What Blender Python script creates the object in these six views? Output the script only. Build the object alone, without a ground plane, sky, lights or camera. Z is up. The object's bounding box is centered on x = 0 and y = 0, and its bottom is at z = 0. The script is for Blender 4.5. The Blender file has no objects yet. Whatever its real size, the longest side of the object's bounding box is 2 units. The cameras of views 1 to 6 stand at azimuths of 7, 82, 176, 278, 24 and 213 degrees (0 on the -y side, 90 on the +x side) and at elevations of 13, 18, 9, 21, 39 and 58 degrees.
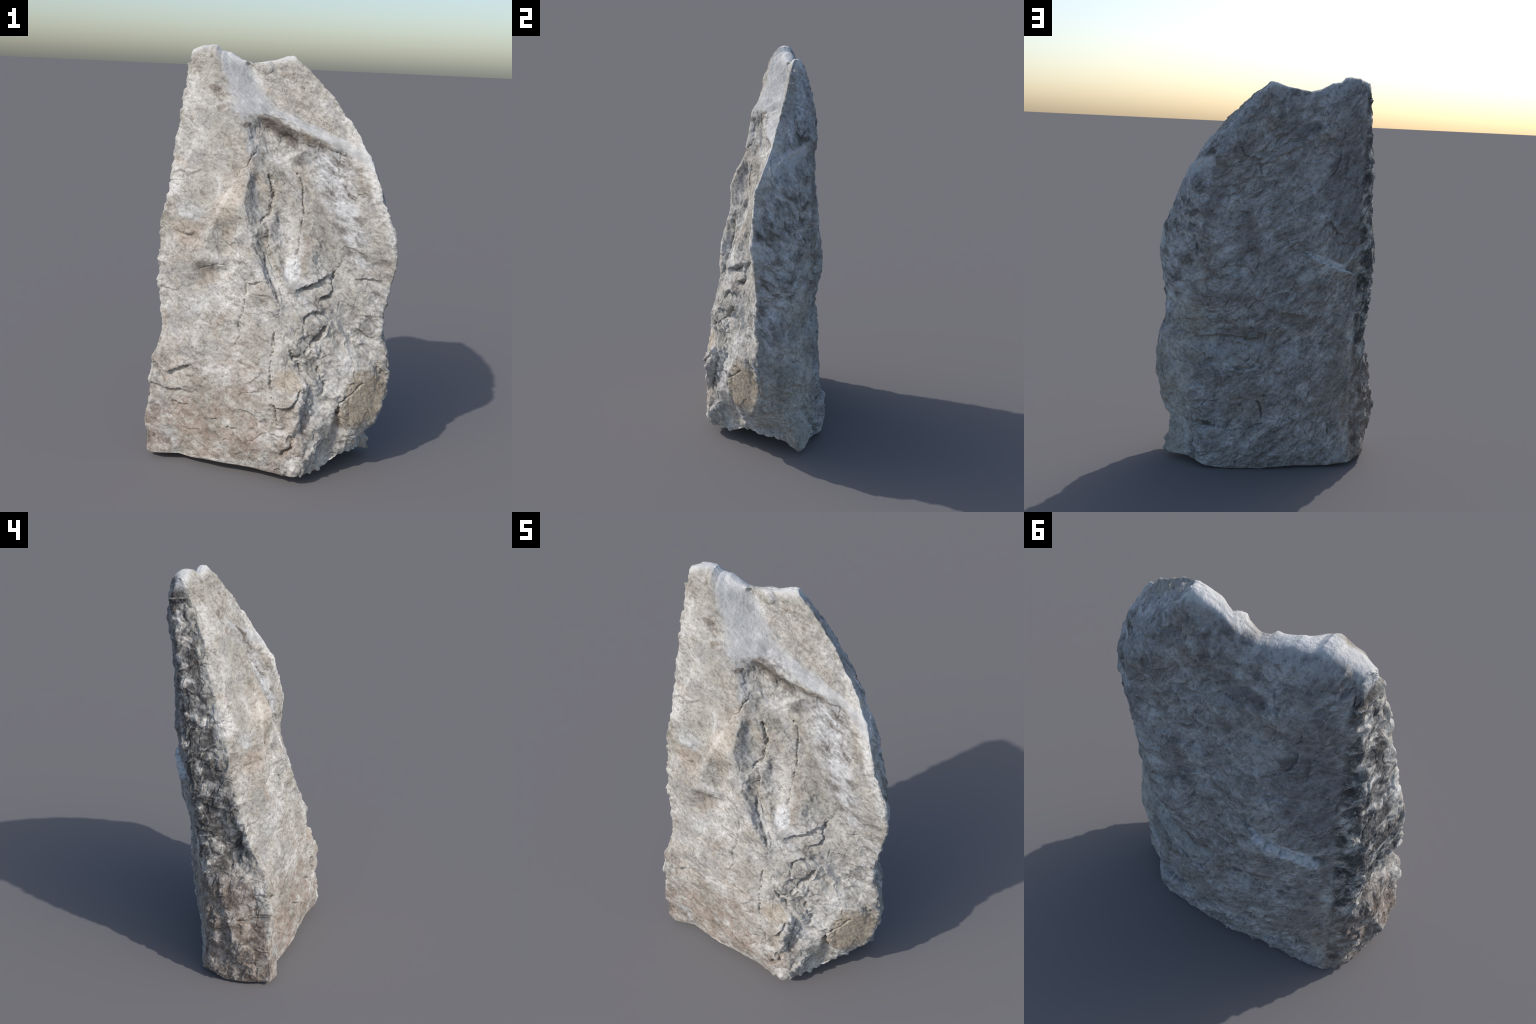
"""A weathered standing stone: a tall slab of pale foliated rock with a notched
two-peaked top, a sloping ledge under the right peak, a keel-shaped lower front
and a nearly flat back.

Order of work: corner edges -> body lofted between them -> relief controls
(ridges, ledge, hollows) pulled over the body -> fractures, chips, foliation and
grain as displacement -> node material.
"""
import bpy, math
import numpy as np

# --------------------------------------------------------------------------
# 1. THE FOUR LONG CORNER EDGES  (height z from top to bottom -> x, y)
# --------------------------------------------------------------------------
EDGE_Z = [2.0, 1.95, 1.9, 1.85, 1.8, 1.7, 1.6, 1.5, 1.4, 1.3, 1.2, 1.1, 1.0,
          .9, .8, .7, .6, .5, .4, .3, .2, .1, 0]
FRONT_LEFT_X = [-.440, -.448, -.460, -.464, -.469, -.475, -.493, -.507, -.512, -.518, -.542, -.553,
                -.554, -.549, -.519, -.498, -.513, -.539, -.545, -.558, -.572, -.562, -.560]
FRONT_LEFT_Y = [.170, .160, .148, .131, .122, .089, .083, .062, .042, .020, .003, -.004,
                -.021, -.045, -.055, -.078, -.130, -.149, -.155, -.149, -.140, -.137, -.136]
FRONT_RIGHT_X = [.040, .064, .130, .172, .230, .316, .388, .450, .484, .525, .574, .592,
                 .581, .566, .546, .550, .582, .592, .585, .555, .475, .425, .410]
FRONT_RIGHT_Y = [.165, .159, .134, .118, .092, .047, .008, -.046, -.093, -.111, -.122, -.117,
                 -.105, -.097, -.095, -.085, -.105, -.098, -.096, -.105, -.115, -.085, -.060]
BACK_RIGHT_X = [.030, .045, .078, .112, .148, .230, .285, .300, .315, .305, .285, .270,
                .270, .270, .280, .300, .300, .300, .300, .310, .320, .320, .320]
BACK_RIGHT_Y = [.210, .222, .232, .240, .243, .238, .246, .236, .232, .246, .262, .270,
                .278, .274, .236, .203, .235, .255, .270, .272, .285, .300, .285]
BACK_LEFT_X = [-.430, -.442, -.453, -.455, -.459, -.465, -.480, -.484, -.485, -.494, -.501, -.511,
               -.521, -.522, -.499, -.503, -.501, -.510, -.526, -.555, -.541, -.530, -.500]
BACK_LEFT_Y = [.220, .230, .238, .240, .240, .234, .225, .222, .222, .220, .214, .205,
               .188, .178, .172, .170, .174, .166, .152, .142, .146, .156, .150]
EDGES = {"front_left": (FRONT_LEFT_X, FRONT_LEFT_Y), "front_right": (FRONT_RIGHT_X, FRONT_RIGHT_Y),
         "back_right": (BACK_RIGHT_X, BACK_RIGHT_Y), "back_left": (BACK_LEFT_X, BACK_LEFT_Y)}
_Z = np.array(EDGE_Z)[::-1]


def edge(name, z):
    xs, ys = EDGES[name]
    return np.interp(z, _Z, np.array(xs)[::-1]), np.interp(z, _Z, np.array(ys)[::-1])


# crest line of the top: left peak, saddle, right peak
CREST_X = [-.46, -.435, -.405, -.37, -.345, -.328, -.317, -.305, -.262, -.217, -.178, -.14, -.05, .0, .035, .06]
CREST_Z = [1.95, 1.982, 1.993, 1.995, 2.0, 1.998, 1.985, 1.974, 1.968, 1.936, 1.922, 1.926, 1.945, 1.961, 1.966, 1.955]

# --------------------------------------------------------------------------
# 2. RELIEF CONTROLS: named ridges, valleys and flats, as points in metres
# --------------------------------------------------------------------------
# crisp lines of the front: crests, rims and valley floors (followed point to point)
FRONT_LINES = dict(
    nose_side=[(-.096, .030, 1.640), (-.094, .022, 1.613), (-.099, .001, 1.590), (-.109, -.034, 1.536), (-.110, -.042, 1.500)],
    slab_wall_foot=[(-.100, -.050, 1.40), (-.099, -.078, 1.33), (-.097, -.104, 1.27)],
    flank_crest=[(-.325, .125, 1.966), (-.285, .100, 1.91), (-.262, .075, 1.835), (-.252, .058, 1.79), (-.243, .050, 1.770), (-.215, .028, 1.735), (-.188, -.007, 1.698), (-.160, -.014, 1.660),
                 (-.145, -.015, 1.641), (-.132, -.038, 1.56), (-.115, -.054, 1.487)],
    ledge_rim=[(-.188, -.007, 1.698), (-.14, .012, 1.700), (-.092, .034, 1.695), (-.03, .034, 1.685), (.04, .018, 1.658), (.104, .010, 1.632),
               (.15, .010, 1.615), (.20, .024, 1.600), (.28, .028, 1.590), (.34, .022, 1.586), (.37, .008, 1.59)],
    lip_face=[(-.05, .039, 1.655), (.0, .032, 1.635), (.05, .026, 1.620), (.10, .020, 1.605), (.15, .019, 1.594), (.20, .025, 1.583)],
    ledge_hollow=[(-.082, .046, 1.640), (-.045, .052, 1.618), (.02, .055, 1.588), (.08, .053, 1.564), (.14, .048, 1.548), (.21, .046, 1.545)],
    hollow_lip=[(-.09, .022, 1.60), (-.028, .040, 1.606), (.042, .045, 1.556), (.09, .050, 1.535), (.141, .034, 1.486)],
    ledge_crease=[(-.172, .194, 1.918), (-.149, .172, 1.841), (-.122, .150, 1.785), (-.037, .145, 1.722), (.06, .114, 1.695),
                  (.14, .088, 1.660), (.208, .066, 1.636), (.27, .046, 1.612), (.33, .028, 1.60)],
    slab_edge=[(-.114, -.070, 1.453), (-.116, -.083, 1.393), (-.116, -.115, 1.33), (-.115, -.137, 1.269), (-.095, -.139, 1.196), (-.076, -.164, 1.115),
               (-.020, -.192, 1.00), (.030, -.216, .906), (.058, -.224, .871)],
    gully=[(-.04, -.030, 1.45), (-.025, -.048, 1.409), (-.014, -.050, 1.36), (-.006, -.054, 1.309), (-.042, -.086, 1.214), (-.045, -.108, 1.165),
           (-.028, -.110, 1.10), (-.002, -.138, 1.006), (.040, -.170, .94), (.066, -.200, .870)],
    blade=[(.02, -.075, 1.26), (-.01, -.112, 1.17), (.012, -.130, 1.10), (.04, -.155, 1.03), (.085, -.182, .93), (.10, -.200, .87)],
    blade_foot=[(.03, -.062, 1.25), (.02, -.095, 1.16), (.045, -.110, 1.10), (.075, -.135, 1.03), (.10, -.158, .98)],
    diagonal_crest=[(-.120, -.056, 1.47), (-.157, -.064, 1.440), (-.235, -.088, 1.31), (-.285, -.106, 1.215), (-.315, -.116, 1.145), (-.335, -.124, 1.07), (-.335, -.130, 1.02)],
    crest_foot=[(-.19, -.052, 1.42), (-.268, -.052, 1.31), (-.320, -.072, 1.215), (-.35, -.082, 1.14), (-.375, -.098, 1.06), (-.38, -.115, .98), (-.37, -.120, .88)],
    panel_ridge=[(.152, -.018, 1.36), (.163, -.056, 1.28), (.166, -.088, 1.20), (.185, -.128, 1.11), (.170, -.145, 1.06), (.20, -.150, 1.0)],
    panel_hollow=[(.19, -.028, 1.34), (.210, -.050, 1.285), (.235, -.066, 1.21), (.255, -.085, 1.12), (.262, -.100, 1.06), (.275, -.108, 1.0)],
    overhang=[(-.345, -.132, 1.010), (-.285, -.134, 1.012), (-.234, -.126, 1.008), (-.19, -.126, .995), (-.159, -.140, .982)],
    overhang_floor=[(-.335, -.112, .980), (-.285, -.106, .966), (-.235, -.108, .958), (-.19, -.118, .965)],
    slab_scoop=[(-.22, -.100, 1.15), (-.205, -.102, 1.07)],
    keel_edge=[(.203, -.285, .50), (.198, -.300, .46), (.203, -.304, .36), (.203, -.306, .29)],
    keel_slot=[(.226, -.254, .455), (.220, -.258, .42), (.216, -.266, .348), (.214, -.282, .29)],
    toe=[(.165, -.314, .20), (.182, -.326, .16), (.185, -.324, .10), (.184, -.314, .055)],
    shoulder=[(.365, -.222, .395), (.318, -.226, .325), (.292, -.246, .264), (.269, -.277, .202), (.237, -.294, .15), (.200, -.318, .09)],
    grey_face=[(.361, -.206, .34), (.344, -.191, .259), (.318, -.195, .150), (.290, -.209, .063)],
    facet_top=[(.578, -.110, .60), (.52, -.138, .545), (.47, -.166, .485), (.42, -.196, .44), (.369, -.224, .400)],
    facet_side=[(.378, -.218, .398), (.384, -.206, .33), (.386, -.198, .293), (.420, -.172, .228), (.47, -.155, .238), (.525, -.122, .270)],
    facet_recess=[(.352, -.212, .385), (.362, -.186, .33), (.366, -.178, .285), (.400, -.150, .205)],
)
FRONT = dict(
    peak_flank=[(-.416, .112, 1.868), (-.293, .059, 1.77), (-.336, .036, 1.682), (-.267, .032, 1.71),
                (-.385, .128, 1.95), (-.321, .061, 1.822), (-.323, .049, 1.751), (-.35, .090, 1.89)],
    under_rim=[(.032, .038, 1.508), (.22, .045, 1.53), (-.06, .020, 1.54), (-.06, -.005, 1.48)],
    ledge_top=[(-.12, .100, 1.745), (-.05, .092, 1.700)],
    upper_wall=[(-.043, .179, 1.909), (.099, .123, 1.821), (.183, .093, 1.677), (.05, .135, 1.79), (.12, .105, 1.74)],
    left_slab=[(-.336, .007, 1.504), (-.253, -.015, 1.496), (-.358, .008, 1.420), (-.502, .024, 1.405),
               (-.300, -.028, 1.334), (-.423, -.061, 1.200), (-.404, -.073, 1.124), (-.358, -.089, 1.130), (-.186, -.122, 1.226), (-.46, -.028, 1.30), (-.475, -.042, 1.20)],
    right_panel=[(.177, .026, 1.442), (.120, .008, 1.401), (.131, -.021, 1.362), (.294, .048, 1.526), (.288, .026, 1.456),
                 (.297, .014, 1.417), (.349, -.026, 1.346), (.331, -.051, 1.298), (.567, -.130, 1.170)],
    middle=[(.111, -.151, 1.017), (.269, -.127, .974), (.155, -.166, .920), (.256, -.141, .883), (.306, -.111, .913),
            (.320, -.082, 1.023), (.311, -.147, .800), (.210, -.190, .820), (.119, -.183, .935), (.460, -.092, .973)],
    hollow_left=[(-.343, -.128, .896), (-.329, -.145, .860), (-.27, -.150, .88), (-.371, -.135, .784), (-.484, -.091, .692),
                 (-.530, -.150, .552), (-.159, -.146, .970), (-.30, -.095, .935)],
    split_line=[(-.121, -.152, .955), (-.094, -.168, .918), (-.103, -.192, .828), (-.119, -.208, .744),
                (-.112, -.226, .694), (-.131, -.228, .645), (-.017, -.191, .840)],
    lower_left=[(-.259, -.193, .731), (-.271, -.194, .629), (-.395, -.156, .489), (-.415, -.155, .309), (-.559, -.140, .194),
                (-.188, -.231, .259), (-.116, -.253, .243), (-.133, -.254, .189), (-.033, -.275, .325), (-.347, -.171, .098)],
    keel=[(.047, -.252, .712), (.137, -.285, .654), (.045, -.273, .561), (.149, -.258, .621),
          (.091, -.296, .294), (.125, -.304, .159), (.13, -.288, .50), (.13, -.300, .33)],
    lower_right=[(.185, -.232, .725), (.256, -.160, .810), (.269, -.179, .743), (.250, -.192, .700), (.278, -.192, .674),
                 (.467, -.102, .678), (.452, -.109, .722), (.230, -.223, .580), (.277, -.223, .525), (.290, -.220, .484),
                 (.350, -.212, .497), (.542, -.105, .713)],
    facet=[(.363, -.157, .176), (.374, -.152, .120), (.48, -.160, .38), (.477, -.162, .262), (.531, -.127, .300), (.573, -.094, .441)],
    white_flank=[(.250, -.270, .291), (.234, -.261, .362), (.285, -.223, .381), (.222, -.288, .180), (.350, -.212, .450)],
)
RIGHT = dict(   # side face between the front and the back corner
    seam=[(.271, .248, 1.618), (.307, .189, 1.508), (.361, .080, 1.616), (.306, .142, 1.671), (.468, .076, 1.327),
          (.436, .142, 1.302), (.423, .134, 1.426), (.420, .141, 1.244), (.387, .168, 1.157), (.350, .190, 1.021)],
    flank=[(.481, .103, .523), (.529, .041, .565), (.486, .062, .781), (.409, .157, .793), (.421, .166, .598), (.535, .04, .95),
           (.548, .0, 1.1), (.500, .08, 1.08), (.40, .17, .90), (.535, .0, 1.25), (.475, .04, 1.42)],
    bulge=[(.582, .0, .45), (.538, .09, .43), (.485, .15, .41), (.512, .08, .33), (.42, .20, .40), (.555, -.02, .33), (.565, .0, .66), (.525, .07, .60), (.44, .12, .72)],
    block_rim=[(.44, -.150, .215), (.50, -.090, .225), (.530, -.02, .235), (.525, .04, .240), (.49, .07, .245)],
    undercut=[(.425, -.095, .135), (.44, -.03, .140), (.455, .03, .150)],
    spur_ridge=[(.47, .125, .36), (.46, .130, .28), (.495, .100, .18), (.522, .112, .09)],
    spur=[(.403, .160, .160), (.335, .262, .175),
          (.38, .215, .10), (.37, .20, .22)],
)
BACK = dict(
    upper=[(-.194, .268, 1.706), (.13, .266, 1.70), (-.28, .278, 1.72), (-.238, .262, 1.825), (-.256, .272, 1.603), (-.029, .254, 1.590), (-.063, .246, 1.697),
           (.077, .249, 1.570), (.081, .243, 1.445), (-.02, .228, 1.90), (-.17, .243, 1.86), (.02, .246, 1.48)],
    middle=[(.154, .264, 1.325), (.203, .261, 1.274), (-.281, .290, 1.336), (-.301, .298, 1.076), (-.398, .243, 1.043),
            (-.164, .300, 1.136), (.13, .286, 1.06), (.02, .264, 1.2), (.16, .302, .97), (.03, .276, 1.0), (-.17, .320, 1.02), (-.18, .312, 1.22), (-.17, .306, 1.30), (-.20, .314, 1.13), (-.05, .270, 1.3), (-.32, .265, 1.17)],
    overhang=[(-.023, .292, .840), (.10, .285, .80), (.20, .270, .78), (.10, .284, .66), (.20, .250, .67), (.27, .205, .71),
              (-.126, .300, .597), (-.08, .275, .76), (-.15, .318, .86), (-.12, .312, .93), (-.17, .300, .80)],
    lower=[(.033, .300, .343), (-.064, .312, .256), (-.149, .295, .298), (-.322, .239, .252), (-.235, .250, .095),
           (.265, .291, .195), (.20, .300, .16), (.05, .302, .45)],
    left_shoulder=[(-.38, .262, 1.90), (-.38, .274, 1.75), (-.38, .262, 1.60), (-.38, .266, 1.45), (-.38, .274, 1.30), (-.39, .248, 1.18),
                   (-.38, .236, .90), (-.38, .226, .78), (-.38, .230, .64), (-.38, .232, .50), (-.38, .220, .36), (-.39, .218, .20), (-.38, .218, .10)],
)
LEFT = dict(
    niche=[(-.505, .03, .84), (-.470, .01, .74), (-.480, .05, .66), (-.540, -.02, .55), (-.515, .1, .9), (-.515, .11, .72), (-.52, .12, .82)],
    side_rib=[(-.535, .08, .56), (-.555, .06, .46), (-.575, .045, .37), (-.598, .030, .29), (-.582, .030, .20), (-.560, .035, .10)],
    chamfer=[(-.518, .10, .30), (-.508, .10, .15), (-.515, .11, .42), (-.545, -.05, .33), (-.535, -.05, .43)],
)
SOLE = [(-.566, -.136, .026), (-.510, -.167, .036), (-.397, -.154, .038), (-.225, -.220, .048), (-.10, -.236, .045), (-.02, -.250, .045), (.08, -.278, .045),
        (.182, -.306, .049), (.235, -.260, .050), (.288, -.205, .052), (.374, -.152, .118), (.42, -.07, .10), (.46, .03, .075),
        (.525, .119, .030), (.49, .155, .030), (.40, .200, .035), (.32, .270, .018), (.205, .280, .0), (.012, .275, .0),
        (-.119, .262, .010), (-.335, .240, .010), (-.447, .225, .025), (-.508, .18, .045), (-.53, .10, .012), (-.55, -.05, .012)]

# --------------------------------------------------------------------------
# 3. BODY: ring around the four faces, lofted by height
#    ring parameter t: 0-1 front, 1-2 right, 2-3 back, 3-4 left
# --------------------------------------------------------------------------
WIDTHS = np.array([1.08, .42, .92, .30])        # mean arc length of each face
ARC = np.concatenate([[0], np.cumsum(WIDTHS)])
HEIGHT = 2.0


def arc(t):
    return np.interp(t, [0, 1, 2, 3, 4], ARC)


def crest_of(t):
    """height of the top rim at ring parameter t"""
    fx0, fx1 = edge("front_left", 2.0)[0], edge("front_right", 2.0)[0]
    k = np.where(t < 1, t, np.where(t < 2, 1, np.where(t < 3, 3 - t, 0)))
    return np.interp(fx0 + k * (fx1 - fx0), CREST_X, CREST_Z)


def corner_pair(t, z):
    names = ["front_left", "front_right", "back_right", "back_left", "front_left"]
    i = np.clip(np.floor(t).astype(int), 0, 3)
    P = np.stack([np.stack(edge(n, z), -1) for n in names])
    idx = np.arange(len(t))
    return P[i, idx], P[i + 1, idx], t - i


def body(t, v):
    t = np.asarray(t, float).ravel(); v = np.asarray(v, float).ravel()
    z = v * crest_of(t)
    a, b, f = corner_pair(t, z)
    xy = a + (b - a) * f[:, None]
    return np.concatenate([xy, z[:, None]], 1)


def param_of(p, face):
    """ring parameter of a control point on a given face"""
    x, y, z = p
    ends = [("front_left", "front_right"), ("front_right", "back_right"), ("back_right", "back_left"), ("back_left", "front_left")][face]
    a = np.array([float(c) for c in edge(ends[0], z)]); b = np.array([float(c) for c in edge(ends[1], z)])
    if face in (0, 2):
        f = (x - a[0]) / (b[0] - a[0])
    else:
        f = (y - a[1]) / (b[1] - a[1])
    t = face + min(max(f, .01), .99)
    return t, z / float(crest_of(np.array([t]))[0])


def gather_controls():
    T, V, D = [], [], []

    def add(t, v, p):
        T.append(t); V.append(v)
        D.append(np.array(p) - body([t], [v])[0])
    for pts in FRONT_LINES.values():         # lines are followed every 11 mm so that they stay crisp
        for a, b in zip(pts[:-1], pts[1:]):
            a, b = np.array(a), np.array(b)
            for k in np.linspace(0, 1, max(2, int(np.linalg.norm(b - a) / .011)), endpoint=False):
                p = tuple(a + (b - a) * k)
                add(*param_of(p, 0), p)
        add(*param_of(pts[-1], 0), pts[-1])
    for face, groups in ((0, FRONT), (1, RIGHT), (2, BACK), (3, LEFT)):
        for pts in groups.values():
            for p in pts:
                add(*param_of(p, face), p)
    for i, p in enumerate(SOLE):             # the sole loop runs FL -> front -> right -> back -> left
        d = [abs(p[0]), p[1]]
        ring = np.linspace(0, 4, 801)[:-1]
        B = body(ring, np.zeros(800))
        j = np.argmin(((B[:, :2] - np.array(p[:2])) ** 2).sum(1))
        add(ring[j], 0.0, p)
    for k in range(4):                        # corner edges stay where they are
        for v in np.linspace(.08, 1, 24):
            T.append(float(k)); V.append(v); D.append(np.zeros(3))
    for t in np.linspace(0, 4, 25)[:-1]:      # and so does the top rim
        T.append(t); V.append(1.0); D.append(np.zeros(3))
    return np.array(T), np.array(V), np.array(D)


def spread(T, V, D, tq, vq):
    """pull the controls over the body: linear-kernel interpolation on the unrolled sheet"""
    U = np.stack([arc(T), V * HEIGHT], 1)
    keep = [0]
    for i in range(1, len(U)):
        if np.min(((U[keep] - U[i]) ** 2).sum(1)) > 6e-5:
            keep.append(i)
    U, D = U[keep], D[keep]
    L = ARC[-1]                               # wrap around: repeat the sheet's margins on both sides
    lo, hi = U[:, 0] < .7, U[:, 0] > L - .7
    U, D = np.concatenate([U, U[lo] + [L, 0], U[hi] - [L, 0]]), np.concatenate([D, D[lo], D[hi]])

    def kern(a, b):
        du = a[:, None, 0] - b[None, :, 0]
        dv = a[:, None, 1] - b[None, :, 1]
        return np.sqrt(du * du + dv * dv + 1.6e-5)
    n = len(U)
    A = np.ones((n + 1, n + 1)); A[:n, :n] = -kern(U, U); A[n, n] = 0
    A[np.arange(n), np.arange(n)] += .0006
    w = np.linalg.solve(A, np.concatenate([D, np.zeros((1, 3))]))
    Q = np.stack([arc(tq), vq * HEIGHT], 1)
    out = np.empty((len(Q), 3))
    for s in range(0, len(Q), 20000):
        out[s:s + 20000] = -kern(Q[s:s + 20000], U) @ w[:n] + w[n]
    return out


# --------------------------------------------------------------------------
# 4. NOISE TOOLS
# --------------------------------------------------------------------------
def _hash(ix, iy, iz, seed):
    h = (ix.astype(np.uint32) * np.uint32(374761393) + iy.astype(np.uint32) * np.uint32(668265263)
         + iz.astype(np.uint32) * np.uint32(1440662683) + np.uint32((seed * 1013904223) & 0xffffffff))
    h = (h ^ (h >> np.uint32(13))) * np.uint32(1274126177)
    h = (h ^ (h >> np.uint32(15))) * np.uint32(2246822519)
    return h ^ (h >> np.uint32(16))


def noise(p, seed=0):
    """gradient noise, about -1..1"""
    i = np.floor(p).astype(np.int64); f = (p - i).astype(np.float32)
    u = f * f * f * (f * (f * 6 - 15) + 10)
    out = np.zeros(len(p), np.float32)
    for dx in (0, 1):
        wx = u[:, 0] if dx else 1 - u[:, 0]
        for dy in (0, 1):
            wy = u[:, 1] if dy else 1 - u[:, 1]
            for dz in (0, 1):
                wz = u[:, 2] if dz else 1 - u[:, 2]
                h = _hash(i[:, 0] + dx, i[:, 1] + dy, i[:, 2] + dz, seed)
                gx = (h & np.uint32(1023)).astype(np.float32) / 511.5 - 1
                gy = ((h >> np.uint32(10)) & np.uint32(1023)).astype(np.float32) / 511.5 - 1
                gz = ((h >> np.uint32(20)) & np.uint32(1023)).astype(np.float32) / 511.5 - 1
                out += wx * wy * wz * (gx * (f[:, 0] - dx) + gy * (f[:, 1] - dy) + gz * (f[:, 2] - dz))
    return out * 1.3


def fbm(p, size, octaves, seed=0, gain=.5, ridged=False):
    out = np.zeros(len(p), np.float32); a = 1.0; s = 1 / size
    for o in range(octaves):
        n = noise(p * s, seed + o * 17)
        out += a * ((1 - 2 * np.abs(n)) if ridged else n)
        a *= gain; s *= 2.03
    return out


def chips(p, size, seed):
    """broken facets: every cell is a little plane with its own tilt and level"""
    q = p / size
    i = np.floor(q).astype(np.int64)
    best = np.full(len(q), 1e9, np.float32); val = np.zeros(len(q), np.float32)
    for dx in (-1, 0, 1):
        for dy in (-1, 0, 1):
            for dz in (-1, 0, 1):
                c = i + np.array([dx, dy, dz])
                h = _hash(c[:, 0], c[:, 1], c[:, 2], seed); g = _hash(c[:, 0], c[:, 1], c[:, 2], seed + 91)
                o = np.stack([(h & np.uint32(1023)), (h >> np.uint32(10)) & np.uint32(1023), (h >> np.uint32(20)) & np.uint32(1023)], 1) / 1023.0
                d = q - c - o
                r = (d * d).sum(1).astype(np.float32)
                t = np.stack([(g & np.uint32(255)), (g >> np.uint32(8)) & np.uint32(255), (g >> np.uint32(16)) & np.uint32(255)], 1) / 127.5 - 1
                lev = ((g >> np.uint32(24)) & np.uint32(255)) / 127.5 - 1
                v = ((d * t).sum(1) + .45 * lev).astype(np.float32)
                m = r < best
                best[m] = r[m]; val[m] = v[m]
    return val


def scoops(p, size, seed):
    """flake scars: shallow tilted bowls that meet in sharp ridges (continuous, unlike chips)"""
    q = p / size
    i = np.floor(q).astype(np.int64)
    best = np.full(len(q), 1e9, np.float32)
    for dx in (-1, 0, 1):
        for dy in (-1, 0, 1):
            for dz in (-1, 0, 1):
                c = i + np.array([dx, dy, dz])
                h = _hash(c[:, 0], c[:, 1], c[:, 2], seed); g = _hash(c[:, 0], c[:, 1], c[:, 2], seed + 91)
                o = np.stack([(h & np.uint32(1023)), (h >> np.uint32(10)) & np.uint32(1023), (h >> np.uint32(20)) & np.uint32(1023)], 1) / 1023.0
                d = q - c - o
                r = (d * d).sum(1)
                t = np.stack([(g & np.uint32(255)), (g >> np.uint32(8)) & np.uint32(255), (g >> np.uint32(16)) & np.uint32(255)], 1) / 127.5 - 1
                lev = ((g >> np.uint32(24)) & np.uint32(255)) / 255.0
                best = np.minimum(best, (.9 * r + .6 * (d * t).sum(1) + .35 * lev).astype(np.float32))
    return best - .25


def smooth(a, b, x):
    t = np.clip((x - a) / (b - a), 0, 1)
    return t * t * (3 - 2 * t)


def path_distance(p, path):
    best = np.full(len(p), 1e9); side = np.zeros(len(p))
    for a, b in zip(path[:-1], path[1:]):
        a = np.array(a); b = np.array(b); ab = b - a
        k = np.clip(((p - a) @ ab) / (ab @ ab), 0, 1)
        d = np.linalg.norm(p - a - k[:, None] * ab, axis=1)
        best = np.minimum(best, d)
    return best


def path_side(p, path, across):
    """which side of a fracture a point lies on"""
    best = np.full(len(p), 1e9); side = np.zeros(len(p))
    for a, b in zip(path[:-1], path[1:]):
        ab = b - a
        k = np.clip(((p - a) @ ab) / (ab @ ab), 0, 1)
        v = p - a - k[:, None] * ab
        dist = (v * v).sum(1); m = dist < best
        best[m] = dist[m]; side[m] = (v @ across)[m]
    return side


# foliation of the rock: sheets perpendicular to this axis
GRAIN = np.array([.5, .68, .53]); GRAIN /= np.linalg.norm(GRAIN)


def along_grain(p, stretch):
    c = p @ GRAIN
    flat = p - c[:, None] * GRAIN
    return flat / stretch + c[:, None] * GRAIN


# fractures: (path, half width, depth)
UPPER_FRACTURES = [
    ([(-.175, -.146, .985), (-.159, -.148, .980), (-.121, -.154, .955), (-.098, -.168, .918), (-.103, -.192, .828), (-.119, -.208, .744),
      (-.112, -.226, .694), (-.131, -.228, .645)], .008, .016),
    ([(-.085, .030, 1.625), (-.100, .000, 1.56), (-.112, -.046, 1.488), (-.132, -.056, 1.460), (-.157, -.060, 1.440), (-.21, -.085, 1.36)], .007, .014),
    ([(.032, .038, 1.508), (.076, .034, 1.453), (.110, .012, 1.42), (.120, .008, 1.401), (.131, -.021, 1.362), (.135, -.035, 1.33),
      (.140, -.06, 1.26), (.136, -.09, 1.18), (.125, -.13, 1.08), (.12, -.15, 1.03)], .008, .016),
    ([(.21, .046, 1.56), (.25, .045, 1.545), (.294, .046, 1.526), (.290, .030, 1.48), (.288, .026, 1.456), (.297, .014, 1.417), (.349, -.026, 1.346)], .006, .011),
    ([(-.020, -.046, 1.42), (-.008, -.05, 1.36), (-.001, -.057, 1.309), (-.020, -.070, 1.26), (-.042, -.087, 1.214), (-.07, -.105, 1.17)], .016, .030),
    ([(-.02, -.11, 1.17), (-.012, -.147, 1.006), (.03, -.18, .94), (.055, -.205, .875)], .014, .020),
    ([(-.04, -.09, 1.21), (.01, -.11, 1.12), (.05, -.14, 1.03), (.06, -.17, .95)], .012, .014),
]
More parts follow.
